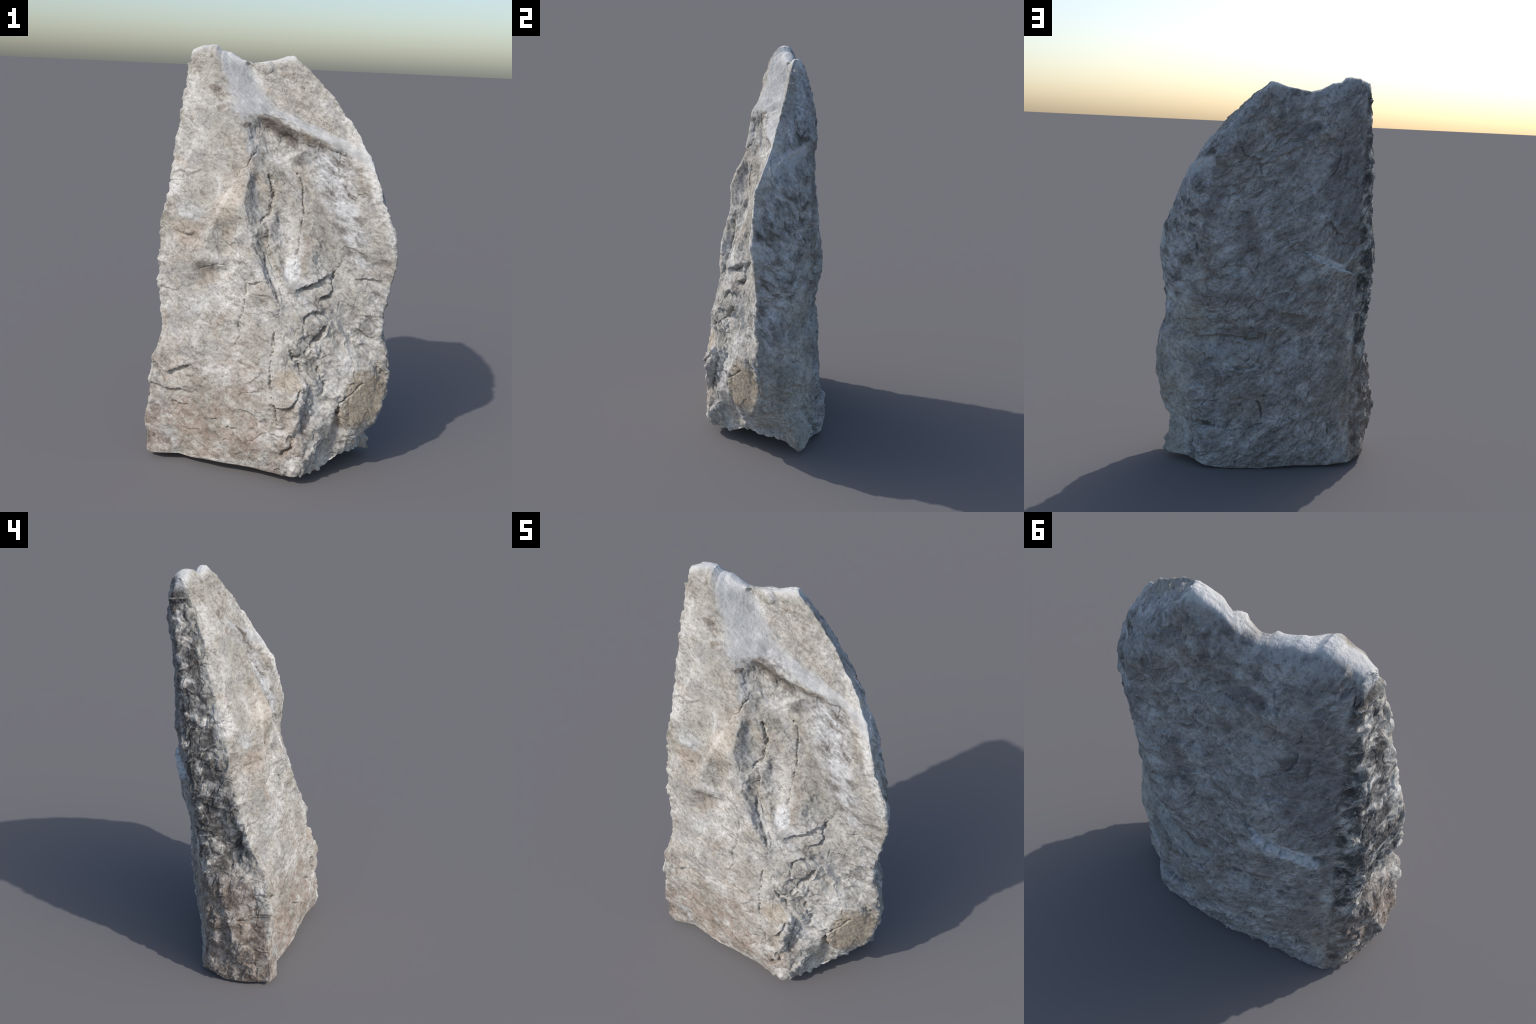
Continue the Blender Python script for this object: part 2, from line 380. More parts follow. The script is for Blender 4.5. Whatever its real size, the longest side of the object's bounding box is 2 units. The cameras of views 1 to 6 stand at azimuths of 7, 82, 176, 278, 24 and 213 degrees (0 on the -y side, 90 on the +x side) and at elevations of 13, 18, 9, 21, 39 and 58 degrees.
KEEL_FRACTURES = [
    ([(.047, -.252, .735), (.052, -.262, .64), (.040, -.273, .575), (.048, -.285, .48), (.075, -.295, .39), (.091, -.300, .294)], .010, .024),
    ([(.201, -.304, .475), (.165, -.305, .41), (.12, -.300, .39), (.075, -.296, .40)], .010, .018),
    ([(.225, -.255, .455), (.219, -.264, .42), (.212, -.276, .348), (.206, -.290, .29)], .008, .040),
    ([(.215, -.32, .275), (.190, -.322, .261), (.165, -.318, .215), (.125, -.306, .159)], .016, .036),
    ([(.275, -.178, .745), (.250, -.192, .705), (.213, -.218, .666), (.175, -.245, .635), (.149, -.262, .615)], .018, .042),
    ([(.13, -.285, .655), (.149, -.262, .618), (.175, -.255, .58), (.185, -.25, .54)], .010, .020),
    ([(.150, -.168, .92), (.19, -.160, .935), (.23, -.140, .955), (.272, -.128, .978)], .010, .016),
    ([(.25, -.142, .880), (.28, -.130, .890), (.300, -.116, .910), (.29, -.115, .96), (.320, -.085, 1.023)], .011, .020),
    ([(.185, -.232, .725), (.187, -.21, .79), (.210, -.190, .822), (.235, -.172, .812), (.256, -.160, .812)], .009, .016),
    ([(.47, -.165, .485), (.42, -.195, .44), (.369, -.224, .400), (.362, -.20, .33), (.367, -.191, .293), (.412, -.170, .223), (.47, -.150, .235)], .009, .022),
    ([(-.34, .008, 1.505), (-.29, -.004, 1.497), (-.253, -.015, 1.496)], .004, .006),
    ([(-.48, -.02, 1.16), (-.404, -.073, 1.124), (-.39, -.078, 1.10)], .006, .008),
    ([(.262, -.225, .56), (.277, -.223, .525), (.290, -.220, .484), (.28, -.225, .44)], .013, .014),
    ([(-.44, -.16, .47), (-.395, -.158, .495), (-.35, -.17, .51)], .009, .014),
    ([(-.33, -.175, .40), (-.27, -.205, .34), (-.245, -.215, .29)], .006, .009),
    ([(-.22, -.222, .262), (-.188, -.231, .259), (-.16, -.242, .243), (-.116, -.253, .243)], .006, .010),
    ([(-.37, -.165, .112), (-.397, -.156, .045)], .006, .008),
    ([(-.53, -.15, .50), (-.47, -.155, .46), (-.42, -.16, .475)], .009, .010),
]
SIDE_FRACTURES = [
    ([(.099, .123, 1.821), (.14, .108, 1.75), (.183, .093, 1.677), (.21, .07, 1.645)], .004, .007),
    ([(-.26, .05, 1.785), (-.225, .045, 1.745), (-.20, .03, 1.715)], .007, .010),
    ([(.26, .225, 1.68), (.295, .185, 1.64), (.33, .14, 1.60), (.36, .09, 1.615)], .007, .010),
    ([(.50, .03, 1.36), (.468, .076, 1.327), (.460, .085, 1.25), (.45, .10, 1.18)], .016, .018),
    ([(.425, .132, 1.43), (.43, .138, 1.36), (.436, .142, 1.302), (.420, .141, 1.244), (.387, .168, 1.157), (.36, .18, 1.06)], .013, .022),
    ([(.535, .02, .555), (.481, .103, .523), (.44, .15, .53)], .007, .010),
]
BACK_FRACTURES = [
    ([(-.24, .26, 1.85), (-.23, .26, 1.78), (-.21, .26, 1.74), (-.15, .255, 1.69), (-.07, .25, 1.68)], .005, .008),
    ([(.20, .24, 1.73), (.15, .25, 1.62), (.08, .25, 1.57), (.07, .25, 1.51), (-.02, .26, 1.42)], .010, .012),
    ([(.02, .30, .40), (-.03, .30, .42), (-.035, .30, .40)], .009, .018),
    ([(.05, .30, .37), (.03, .30, .33), (.02, .30, .26)], .008, .015),
    ([(.02, .30, .25), (.10, .30, .22), (.17, .295, .21), (.24, .285, .225)], .012, .018),
    ([(.35, .24, .23), (.31, .27, .24), (.27, .28, .23)], .018, .030),
    ([(.40, .17, .21), (.385, .20, .15), (.365, .23, .07), (.36, .24, .03)], .022, .030),
    ([(.34, .24, .31), (.31, .26, .35), (.24, .28, .36)], .009, .014),
    ([(.14, .265, 1.33), (.125, .268, 1.33)], .008, .014),
    ([(.225, .262, 1.12), (.19, .268, 1.12)], .008, .014),
    ([(-.23, .30, 1.27), (-.28, .30, 1.32)], .006, .010),
    ([(-.31, .28, 1.26), (-.35, .27, 1.23), (-.42, .25, 1.29)], .009, .014),
    ([(-.32, .24, .26), (-.33, .235, .17)], .008, .012),
]
LEFT_FRACTURES = [
    ([(-.50, -.04, .82), (-.48, .0, .76), (-.48, -.01, .68)], .030, .030),
    ([(-.49, .03, .63), (-.50, .035, .55), (-.50, .03, .50)], .012, .020),
    ([(-.57, -.06, .125), (-.56, -.02, .15), (-.55, .04, .18)], .018, .016),
]

# scarps: (path, rise, reach) - rock on the upper side of the path stands proud
SCARPS = [
    ([(.34, .26, .67), (.27, .24, .69), (.21, .262, .70), (.08, .275, .69), (.04, .28, .70), (-.01, .28, .72)], .020, .10),
    ([(-.0, .285, .84), (-.08, .285, .83), (-.14, .285, .83), (-.18, .285, .82)], .026, .09),
    ([(.145, -.17, .918), (.19, -.16, .935), (.23, -.14, .955), (.275, -.127, .98)], .024, .07),
    ([(.245, -.142, .880), (.28, -.13, .888), (.31, -.115, .91)], .020, .06),
    ([(.18, -.21, .80), (.21, -.19, .822), (.235, -.172, .812), (.26, -.16, .812)], .017, .05),
    ([(-.53, -.15, .50), (-.47, -.155, .455), (-.42, -.158, .478), (-.37, -.16, .505)], .020, .07),
    ([(-.54, -.145, .40), (-.47, -.15, .375), (-.40, -.155, .385), (-.34, -.17, .37)], .015, .06),
    ([(-.44, -.15, .315), (-.40, -.155, .302), (-.36, -.16, .31)], .011, .04),
    ([(-.22, -.222, .265), (-.19, -.23, .260), (-.16, -.24, .243), (-.11, -.253, .243)], .011, .05),
    ([(-.13, -.25, .33), (-.06, -.265, .34), (-.03, -.275, .325), (.02, -.28, .30)], .011, .05),
    ([(-.41, -.16, .205), (-.35, -.17, .19), (-.30, -.18, .192)], .009, .04),
    ([(.05, -.295, .395), (.09, -.297, .385), (.15, -.305, .40), (.20, -.304, .47)], .024, .06),
    ([(-.50, .024, 1.405), (-.45, .02, 1.41), (-.40, .01, 1.40), (-.36, .008, 1.42)], .009, .05),
    ([(-.46, -.01, 1.13), (-.40, -.07, 1.125), (-.36, -.09, 1.13)], .012, .05),
    ([(-.42, .25, 1.275), (-.35, .27, 1.222), (-.31, .28, 1.25), (-.28, .28, 1.305), (-.23, .28, 1.27)], .018, .07),
    ([(-.41, .24, 1.035), (-.30, .298, 1.076), (-.20, .31, 1.12), (-.15, .30, 1.138)], -.034, .06),
    ([(.19, .3, .222), (.26, .29, .228), (.34, .26, .20)], -.024, .07),
    ([(-.28, .24, .112), (-.23, .25, .125), (-.18, .25, .110)], -.018, .05),
    ([(-.06, .31, .24), (-.10, .305, .275), (-.16, .29, .30)], -.014, .05),
    ([(.18, .262, 1.325), (.13, .266, 1.33)], .014, .05),
    ([(.07, .28, 1.02), (.16, .28, 1.07), (.24, .26, 1.05)], .014, .07),
    ([(.0, .25, 1.585), (.08, .25, 1.56), (.16, .25, 1.62), (.20, .245, 1.72)], .014, .06),
    ([(.05, .30, .56), (.12, .30, .52), (.20, .29, .535)], -.012, .06),
    ([(.43, -.10, .74), (.47, -.10, .70), (.52, -.10, .69)], .014, .06),
    ([(.40, -.12, .965), (.46, -.092, .975), (.52, -.09, .968)], .012, .06),
]
# bosses: (centre, radius, height)
BOSSES = [((.27, .29, .17), .085, .016), ((-.22, .245, .08), .055, .022), 
          ((.255, -.17, .77), .045, .010), ((.24, -.195, .635), .045, .014), 
          ((-.475, -.02, .73), .060, -.022), ((.14, .03, 1.485), .055, -.012),
          ((-.06, .285, .87), .060, .014), ((.50, -.085, .87), .050, -.010), ((.16, -.318, .235), .030, -.016)]


# --------------------------------------------------------------------------
# 5. BUILD THE SHEET
# --------------------------------------------------------------------------
STEP = .0027


def grid_normals(P, closed=True):
    du = np.roll(P, -1, 1) - np.roll(P, 1, 1)
    dv = np.gradient(P, axis=0)
    n = np.cross(du, dv)
    return n / (np.linalg.norm(n, axis=2, keepdims=True) + 1e-12)


def blur(P, times):
    for _ in range(times):
        P = .5 * P + .25 * (np.roll(P, 1, 1) + np.roll(P, -1, 1))
        Q = P.copy(); Q[1:-1] = .5 * P[1:-1] + .25 * (P[:-2] + P[2:]); P = Q
    return P


def blur_wide(d, cells=24):
    """slow drift of the displacement (removed, so that the measured form keeps its place)"""
    nv, nt = d.shape
    h, w = nv // cells, nt // cells
    c = d[:h * cells, :w * cells].reshape(h, cells, w, cells).mean((1, 3))
    yi = np.clip((np.arange(nv) - cells / 2) / cells, 0, h - 1.001); xi = np.clip((np.arange(nt) - cells / 2) / cells, 0, w - 1.001)
    a, b = yi.astype(int), xi.astype(int); fy, fx = (yi - a)[:, None], (xi - b)[None, :]
    c0 = c[a][:, b] * (1 - fx) + c[a][:, b + 1] * fx; c1 = c[a + 1][:, b] * (1 - fx) + c[a + 1][:, b + 1] * fx
    return .85 * (c0 * (1 - fy) + c1 * fy)


def build_sheet():
    nf = int(round(1.0 / STEP)); ns = int(round(.36 / STEP)) // 2 * 2
    t = np.concatenate([np.linspace(0, 1, nf, endpoint=False), 1 + np.linspace(0, 1, ns, endpoint=False),
                        2 + np.linspace(0, 1, nf, endpoint=False), 3 + np.linspace(0, 1, ns, endpoint=False)])
    nv = int(round(HEIGHT / STEP)); v = np.linspace(0, 1, nv)
    # relief is solved on a coarser sheet and then resampled
    ct = np.concatenate([np.linspace(k, k + 1, n, endpoint=False) for k, n in enumerate((210, 80, 150, 56))]); ct = np.append(ct, 4.0)
    cv = np.linspace(0, 1, 400)
    TT, VV = np.meshgrid(ct, cv)
    D = spread(*gather_controls(), TT.ravel() % 4.0, VV.ravel()).reshape(len(cv), len(ct), 3)
    # resample: in t then in v
    Dt = np.stack([np.stack([np.interp(t, ct, D[r, :, c]) for c in range(3)], -1) for r in range(len(cv))])
    fv = v * (len(cv) - 1); i0 = np.clip(fv.astype(int), 0, len(cv) - 2); w = (fv - i0)[:, None, None]
    D = Dt[i0] * (1 - w) + Dt[i0 + 1] * w
    TT, VV = np.meshgrid(t, v)
    P = body(TT, VV).reshape(nv, len(t), 3) + D
    P = blur(P, 2)
    # the back corners are broad and rounded, the front ones only worn
    for corner, reach, spans in ((3.0, .050, (6, 11, 17)), (2.0, .040, (6, 11)), (0.0, .016, (3, 4)), (1.0, .018, (3, 5))):
        R = P
        for k in spans:
            R = (np.roll(R, k, 1) + np.roll(R, -k, 1) + R) / 3
        gap = np.abs(arc(TT[0]) - arc(corner)); gap = np.minimum(gap, ARC[-1] - gap)
        w = np.exp(-(gap / reach) ** 2)[None, :, None]
        P = P * (1 - w) + R * w
    return P, nf, ns


def relief(P):
    """displacement along the normal from fractures, chips, foliation and grain"""
    shape = P.shape
    N = grid_normals(blur(P, 6))
    p = P.reshape(-1, 3); n = N.reshape(-1, 3)
    x, y, z = p.T
    front = smooth(.1, .45, -n[:, 1]); back = smooth(.1, .5, n[:, 1]); right = smooth(.2, .6, n[:, 0]) * (1 - .6 * back); left = smooth(.35, .7, -n[:, 0])
    keel = front * smooth(.0, .12, x) * smooth(.95, .75, z)
    mid = front * smooth(-.1, .05, x) * smooth(1.25, 1.05, z)
    slab = front * smooth(.0, -.15, x) * smooth(.9, 1.1, z)
    warp = np.stack([fbm(p, .09, 2, 5), fbm(p, .09, 2, 6), fbm(p, .09, 2, 7)], 1)
    pw = p + .012 * warp
    pg = along_grain(pw, 3.2)
    d = np.zeros(len(p), np.float32)
    d += .0045 * fbm(p, .16, 3, 11)
    rough = .85 + .5 * keel + .20 * left + .3 * mid - .35 * slab + .45 * noise(p / .22, 12)
    d += scoops(pw, .15, 3) * .014 * rough
    d += scoops(along_grain(pw, 1.5) + .02, .060, 8) * .0085 * rough
    d += scoops(along_grain(pw, 1.8) + .01, .026, 14) * .0056 * rough
    d += chips(pw * np.array([1, 1, 1.3]), .17, 19) * (.008 * left + .003 * back)
    d += chips(along_grain(pw, 1.7), .075, 23) * (.0020 + .0030 * keel + .0025 * left + .001 * mid)
    d += chips(along_grain(pw, 2.0), .032, 29) * (.0012 + .0010 * keel + .0012 * left + .0008 * back)
    d += fbm(pg, .030, 3, 31, gain=.5) * (.0014 + .0010 * right + .0008 * back)
    d += fbm(along_grain(p + .01 * warp, 7.0), .022, 3, 45, gain=.6) * (.0032 * right + .0008 * back)
    d += (fbm(pg, .050, 4, 41, ridged=True) - .5) * (.0010 + .0034 * back + .0040 * right)
    d += fbm(p, .020, 3, 51, gain=.55) * (.0013 + .0008 * left + .0004 * keel)
    # broken sheets: slanted planes that end in small sharp steps
    for size, seed, lift in ((.30, 101, .011), (.16, 107, .006)):
        t = 2.6 * fbm(along_grain(pw, 1.5), size, 3, seed, gain=.36) + .30 * fbm(along_grain(p, 1.8), .030, 2, seed + 3)
        f = t - np.floor(t)
        d += (smooth(.80, 1.0, f) - f + .40) * (.5 + 1.1 * smooth(-.3, .4, noise(p / .15, seed + 5))) * lift * (.42 + .50 * back + .40 * left + .3 * right * (1 - back) + .2 * keel)
    # hairline cracks where warped noise crosses zero
    line = np.abs(noise(along_grain(pw, 2.0) / .09, 77)); gate = smooth(.05, .35, noise(p / .16, 78))
    d -= .0045 * smooth(.035, .0, line) * gate
    wob = p + .009 * np.stack([noise(p / .035, 61), noise(p / .035, 62), noise(p / .035, 63)], 1) + .0055 * np.stack([noise(p / .012, 64), noise(p / .012, 65), noise(p / .012, 66)], 1)
    for path, half, depth in UPPER_FRACTURES + KEEL_FRACTURES + SIDE_FRACTURES + BACK_FRACTURES + LEFT_FRACTURES:
        A = np.array(path); lo, hi = A.min(0) - 4 * half - .03, A.max(0) + 4 * half + .03
        m = np.where(((p > lo) & (p < hi)).all(1))[0]
        if not len(m):
            continue
        dist = path_distance(wob[m], A)
        vary = np.clip(.85 + .9 * noise(p[m] / .06, 71), .35, 1.4)
        k = np.clip(1 - dist / (half * .80 * (.5 + .6 * vary)), 0, 1)
        d[m] -= (1.1 * depth * vary * k).astype(np.float32)
        # one lip of every fracture has slipped back a little
        c = A[len(A) // 2]; run = A[-1] - A[0]; out = n[m].mean(0); across = np.cross(run, out); across /= np.linalg.norm(across) + 1e-9
        near = path_side(wob[m], A, across)
        d[m] -= (.30 * depth * vary * (near > 0) * np.exp(-dist / (3.2 * half))).astype(np.float32)
    for path, rise, reach in SCARPS:
        A = np.array(path); m = np.where(((p > A.min(0) - reach) & (p < A.max(0) + reach)).all(1))[0]
        o = np.argsort(A[:, 0]); lz = np.interp(wob[m, 0], A[o, 0], A[o, 2])
        s = wob[m, 2] - lz
        ends = smooth(A[:, 0].min() - .03, A[:, 0].min() + .03, wob[m, 0]) * smooth(A[:, 0].max() + .03, A[:, 0].max() - .03, wob[m, 0])
        d[m] += (ends * rise * (.5 * smooth(-.007, .007, s) * smooth(reach, 0, s) - .5 * smooth(.007, -.007, s) * smooth(-reach, 0, s)) * (1.1 + 1.2 * noise(p[m] / .07, 73))).astype(np.float32)
    for c, r, h in BOSSES:
        if r <= 0:
            continue
        q = np.linalg.norm(wob - np.array(c), axis=1) / r
        d += (h * smooth(1, .35, q)).astype(np.float32)
    # worn smooth: ledge top, saddle and the flank below it
    crest_x = -.243 - .43 * (z - 1.77)
    crease_x = np.maximum(-.172 + .675 * (1.92 - z), -.037 + 2.8 * (1.72 - z))
    worn = front * smooth(-.01, .015, x - crest_x) * smooth(-.01, .02, crease_x - x) * smooth(-.012, .004, z - 1.692 + .5 * np.maximum(x, 0))
    d *= 1 - .70 * worn
    # clean split faces keep little of the roughness
    for c, r in (((.48, -.15, .40), (.11, .10, .14)), ((.32, -.20, .20), (.06, .08, .14)), ((-.49, -.15, .10), (.09, .08, .075)),
                 ((-.26, -.07, 1.33), (.10, .10, .16)), ((-.30, .02, 1.60), (.12, .10, .12)), ((.03, .02, 1.47), (.07, .08, .06))):
        q = np.linalg.norm((wob - np.array(c)) / np.array(r), axis=1)
        d *= 1 - .55 * smooth(1.15, .85, q)
    # the sole and the crest keep their level
    row = np.arange(shape[0])
    fade = smooth(0, 5, row) * .75 + .25
    d = d.reshape(shape[:2]) * fade[:, None]
    d -= blur_wide(d)
    return P + N * d[..., None]


def close_ends(P, nf, ns):
    """cap the top crest and the sole: rows shrink to a spine and are welded there"""
    nt = P.shape[1]
    j = np.arange(nt)
    # mirror: front k <-> back nf-k, sides fold on themselves
    mir = np.empty(nt, int)
    a, b, c = nf, nf + ns, 2 * nf + ns
    mir[:a] = c - j[:a]
    mir[a:b] = b - (j[a:b] - a)
    mir[b:c] = c - j[b:c]
    mir[c:] = (nt - (j[c:] - c)) % nt
    mir[mir == nt] = 0

    def cap(row, dome, steps):
        spine = .5 * (row + row[mir])
        rows = []
        for s in range(1, steps + 1):
            w = s / steps
            r = row * (1 - w) + spine * w
            half = np.linalg.norm(row - spine, axis=1)
            r[:, 2] += dome * np.minimum(half, .06) * (1 - (1 - w) ** 2)
            if s < steps:
                r += (.004 * np.sin(math.pi * w) * noise(r / .03, 99))[:, None] * np.array([0, 0, 1])
            rows.append(r)
        return rows
    # rounded shoulders along the crest
    r = .040
    drop = P[-1:, :, 2] - P[..., 2]
    k = np.clip(1 - drop / r, 0, 1)
    pull = .50 * (1 - np.sqrt(1 - k * k))
    k[drop > r] = 0
    spine = .5 * (P[-1] + P[-1][mir])
    gap = spine[None, :, :2] - P[..., :2]
    P[..., :2] += gap * (pull * (drop < r))[..., None]
    top = cap(P[-1], .16, 22)
    bottom = cap(P[0], .25, 14)
    full = np.concatenate([np.stack(bottom[::-1]), P, np.stack(top)])
    ids = np.arange(full.shape[0] * nt).reshape(full.shape[:2])
    ids[-1] = np.minimum(ids[-1], ids[-1][mir])
    ids[0] = np.minimum(ids[0], ids[0][mir])
    return full, ids


def make_mesh(name, full, ids):
    a = ids[:-1, :]; b = np.roll(ids, -1, 1)[:-1, :]; c = np.roll(ids, -1, 1)[1:, :]; d = ids[1:, :]
    quads = np.stack([a, b, c, d], -1).reshape(-1, 4)
    used = np.unique(quads); remap = np.full(full.shape[0] * full.shape[1], -1); remap[used] = np.arange(len(used))
    quads = remap[quads]; V = full.reshape(-1, 3)[used]
    # split in triangles where welding made a quad degenerate
    deg = (quads[:, 0] == quads[:, 1]) | (quads[:, 2] == quads[:, 3]) | (quads[:, 0] == quads[:, 3]) | (quads[:, 1] == quads[:, 2])
    good = quads[~deg]; bad = quads[deg]
    tris = []
    for q in bad:
        k = list(dict.fromkeys(q.tolist()))
        if len(k) == 3:
            tris.append(k)
    tris = np.array(tris, int).reshape(-1, 3)
    loops = np.concatenate([good.ravel(), tris.ravel()])
    starts = np.concatenate([np.arange(len(good)) * 4, len(good) * 4 + np.arange(len(tris)) * 3])
    totals = np.concatenate([np.full(len(good), 4), np.full(len(tris), 3)])
    me = bpy.data.meshes.new(name)
    me.vertices.add(len(V)); me.vertices.foreach_set("co", V.astype(np.float32).ravel())
    me.loops.add(len(loops)); me.loops.foreach_set("vertex_index", loops.astype(np.int32))
    me.polygons.add(len(starts)); me.polygons.foreach_set("loop_start", starts.astype(np.int32))
    me.polygons.foreach_set("loop_total", totals.astype(np.int32))
    me.polygons.foreach_set("use_smooth", np.ones(len(starts), bool))
    me.update(calc_edges=True); me.validate()
    return me


# --------------------------------------------------------------------------
# 6. MATERIAL
# --------------------------------------------------------------------------
# (centre, radii, colour, amount, softness of the border, turn about y)
FRONT_PATCHES = [
    ((-.005, .04, 1.632), (.105, .07, .040), (.165, .145, .125), .85, .22, .50),   # dark patch under the rim, continued in the next one
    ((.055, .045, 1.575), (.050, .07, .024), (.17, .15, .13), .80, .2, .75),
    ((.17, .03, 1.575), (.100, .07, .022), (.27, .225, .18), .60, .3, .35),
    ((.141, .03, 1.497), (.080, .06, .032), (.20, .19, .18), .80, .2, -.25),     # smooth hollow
    ((-.145, -.01, 1.641), (.020, .04, .013), (.17, .155, .14), .85, .08, -.5),
    ((.177, .026, 1.442), (.024, .04, .010), (.23, .22, .20), .80, .08, -.3),
    ((-.315, .06, 1.800), (.036, .05, .016), (.28, .255, .225), .75, .15, .2),
    ((-.275, .04, 1.715), (.026, .05, .010), (.28, .245, .21), .80, .10, -.2),
    ((-.345, .03, 1.655), (.040, .06, .055), (.40, .40, .395), .55, .3, .2),
    ((-.385, .01, 1.470), (.060, .06, .035), (.33, .32, .31), .65, .25, -.7),
    ((-.44, .05, 1.56), (.030, .06, .075), (.34, .335, .32), .5, .3, .1),
    ((-.40, -.06, 1.235), (.075, .07, .045), (.58, .60, .62), .6, .35, .2),
    ((-.40, -.08, 1.12), (.090, .08, .060), (.40, .315, .25), .5, .4, .3),
    ((-.20, -.10, 1.30), (.060, .06, .100), (.54, .47, .39), .55, .35, .6),
    ((.111, -.15, 1.010), (.038, .06, .060), (.74, .75, .76), .85, .3, .0),
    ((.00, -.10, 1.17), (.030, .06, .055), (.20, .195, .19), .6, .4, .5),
    ((-.295, -.11, .950), (.062, .08, .055), (.28, .24, .20), .55, .45, -.35),
    ((-.245, -.09, 1.255), (.013, .06, .215), (.62, .59, .54), .65, .35, .43),    # pale diagonal crest
    ((-.36, .0, 1.33), (.085, .08, .120), (.36, .35, .30), .55, .4, .3),
    ((-.30, -.02, 1.60), (.070, .06, .110), (.37, .36, .31), .45, .4, .3),
    ((.31, -.10, .80), (.12, .08, .10), (.42, .42, .415), .5, .4, .3),
    ((.46, -.08, 1.02), (.08, .08, .12), (.38, .37, .345), .45, .4, .2),
    ((.29, -.08, 1.14), (.090, .08, .120), (.34, .325, .29), .55, .4, -.3),
    ((-.33, -.12, .80), (.10, .08, .055), (.60, .61, .61), .5, .4, -.4),
    ((.46, -.14, .40), (.145, .12, .125), (.40, .335, .255), .85, .22, -.75),     # brown facet
    ((.30, -.22, .42), (.080, .09, .130), (.62, .62, .61), .6, .35, .3),
    ((.13, -.29, .51), (.070, .06, .055), (.42, .36, .28), .7, .3, .3),
    ((-.495, -.15, .105), (.095, .08, .072), (.43, .43, .42), .85, .18, -.25),    # bare grey scar by the left foot
    ((-.10, -.25, .06), (.20, .10, .022), (.62, .60, .57), .6, .4, -.1),
    ((.16, -.30, .20), (.05, .06, .05), (.30, .235, .19), .5, .4, .0),
    ((.26, -.16, .86), (.05, .07, .05), (.30, .27, .23), .5, .4, .4),
    ((.345, .02, 1.63), (.022, .06, .10), (.66, .655, .64), .6, .4, -.62),        # pale worn right edge
    ((.425, -.05, 1.49), (.024, .07, .10), (.68, .675, .66), .7, .4, -.42),
    ((.487, -.10, 1.33), (.026, .07, .10), (.68, .675, .66), .7, .4, -.42),
    ((.553, -.12, 1.18), (.022, .07, .09), (.66, .655, .64), .6, .4, -.35),
    ((-.09, -.09, 1.31), (.016, .06, .12), (.33, .335, .345), .6, .3, .0),
    ((-.125, -.02, 1.56), (.016, .05, .085), (.40, .41, .425), .7, .3, .1),
]

BACK_PATCHES = [
    ((-.285, .28, 1.090), (.135, .08, .0150), (.66, .67, .675), .95, .10, -.38),  # sky-lit top of the small ledge, brightened in the colour
    ((-.37, .27, 1.45), (.125, .12, .27), (.17, .165, .17), .60, .3, .1),
    ((-.19, .27, 1.57), (.075, .08, .075), (.44, .445, .445), .60, .3, .2),
    ((-.14, .27, 1.73), (.090, .08, .030), (.19, .185, .195), .65, .25, .3),
    ((.29, .24, 1.53), (.060, .08, .050), (.16, .145, .13), .55, .4, -.5),
    ((.175, .25, 1.62), (.045, .08, .040), (.16, .145, .13), .55, .4, .6),
    ((.37, .20, 1.27), (.030, .08, .085), (.11, .10, .09), .75, .3, .2),
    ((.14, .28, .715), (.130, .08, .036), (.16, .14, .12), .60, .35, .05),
    ((.18, .29, .61), (.170, .08, .060), (.42, .43, .435), .60, .3, .1),
    ((-.11, .29, .61), (.065, .08, .050), (.43, .44, .45), .60, .3, -.3),
    ((-.16, .28, .79), (.110, .08, .045), (.18, .155, .135), .50, .4, -.1),
    ((.25, .29, .185), (.065, .08, .045), (.45, .455, .46), .70, .25, .1),
    ((-.215, .25, .115), (.032, .08, .013), (.47, .48, .485), .85, .2, .2),
    ((-.40, .22, .45), (.110, .10, .30), (.23, .20, .175), .50, .35, .1),
    ((.10, .30, .36), (.110, .08, .10), (.27, .24, .205), .50, .35, .2),
    ((.12, .26, 1.20), (.050, .08, .100), (.22, .205, .20), .50, .35, .5),
]


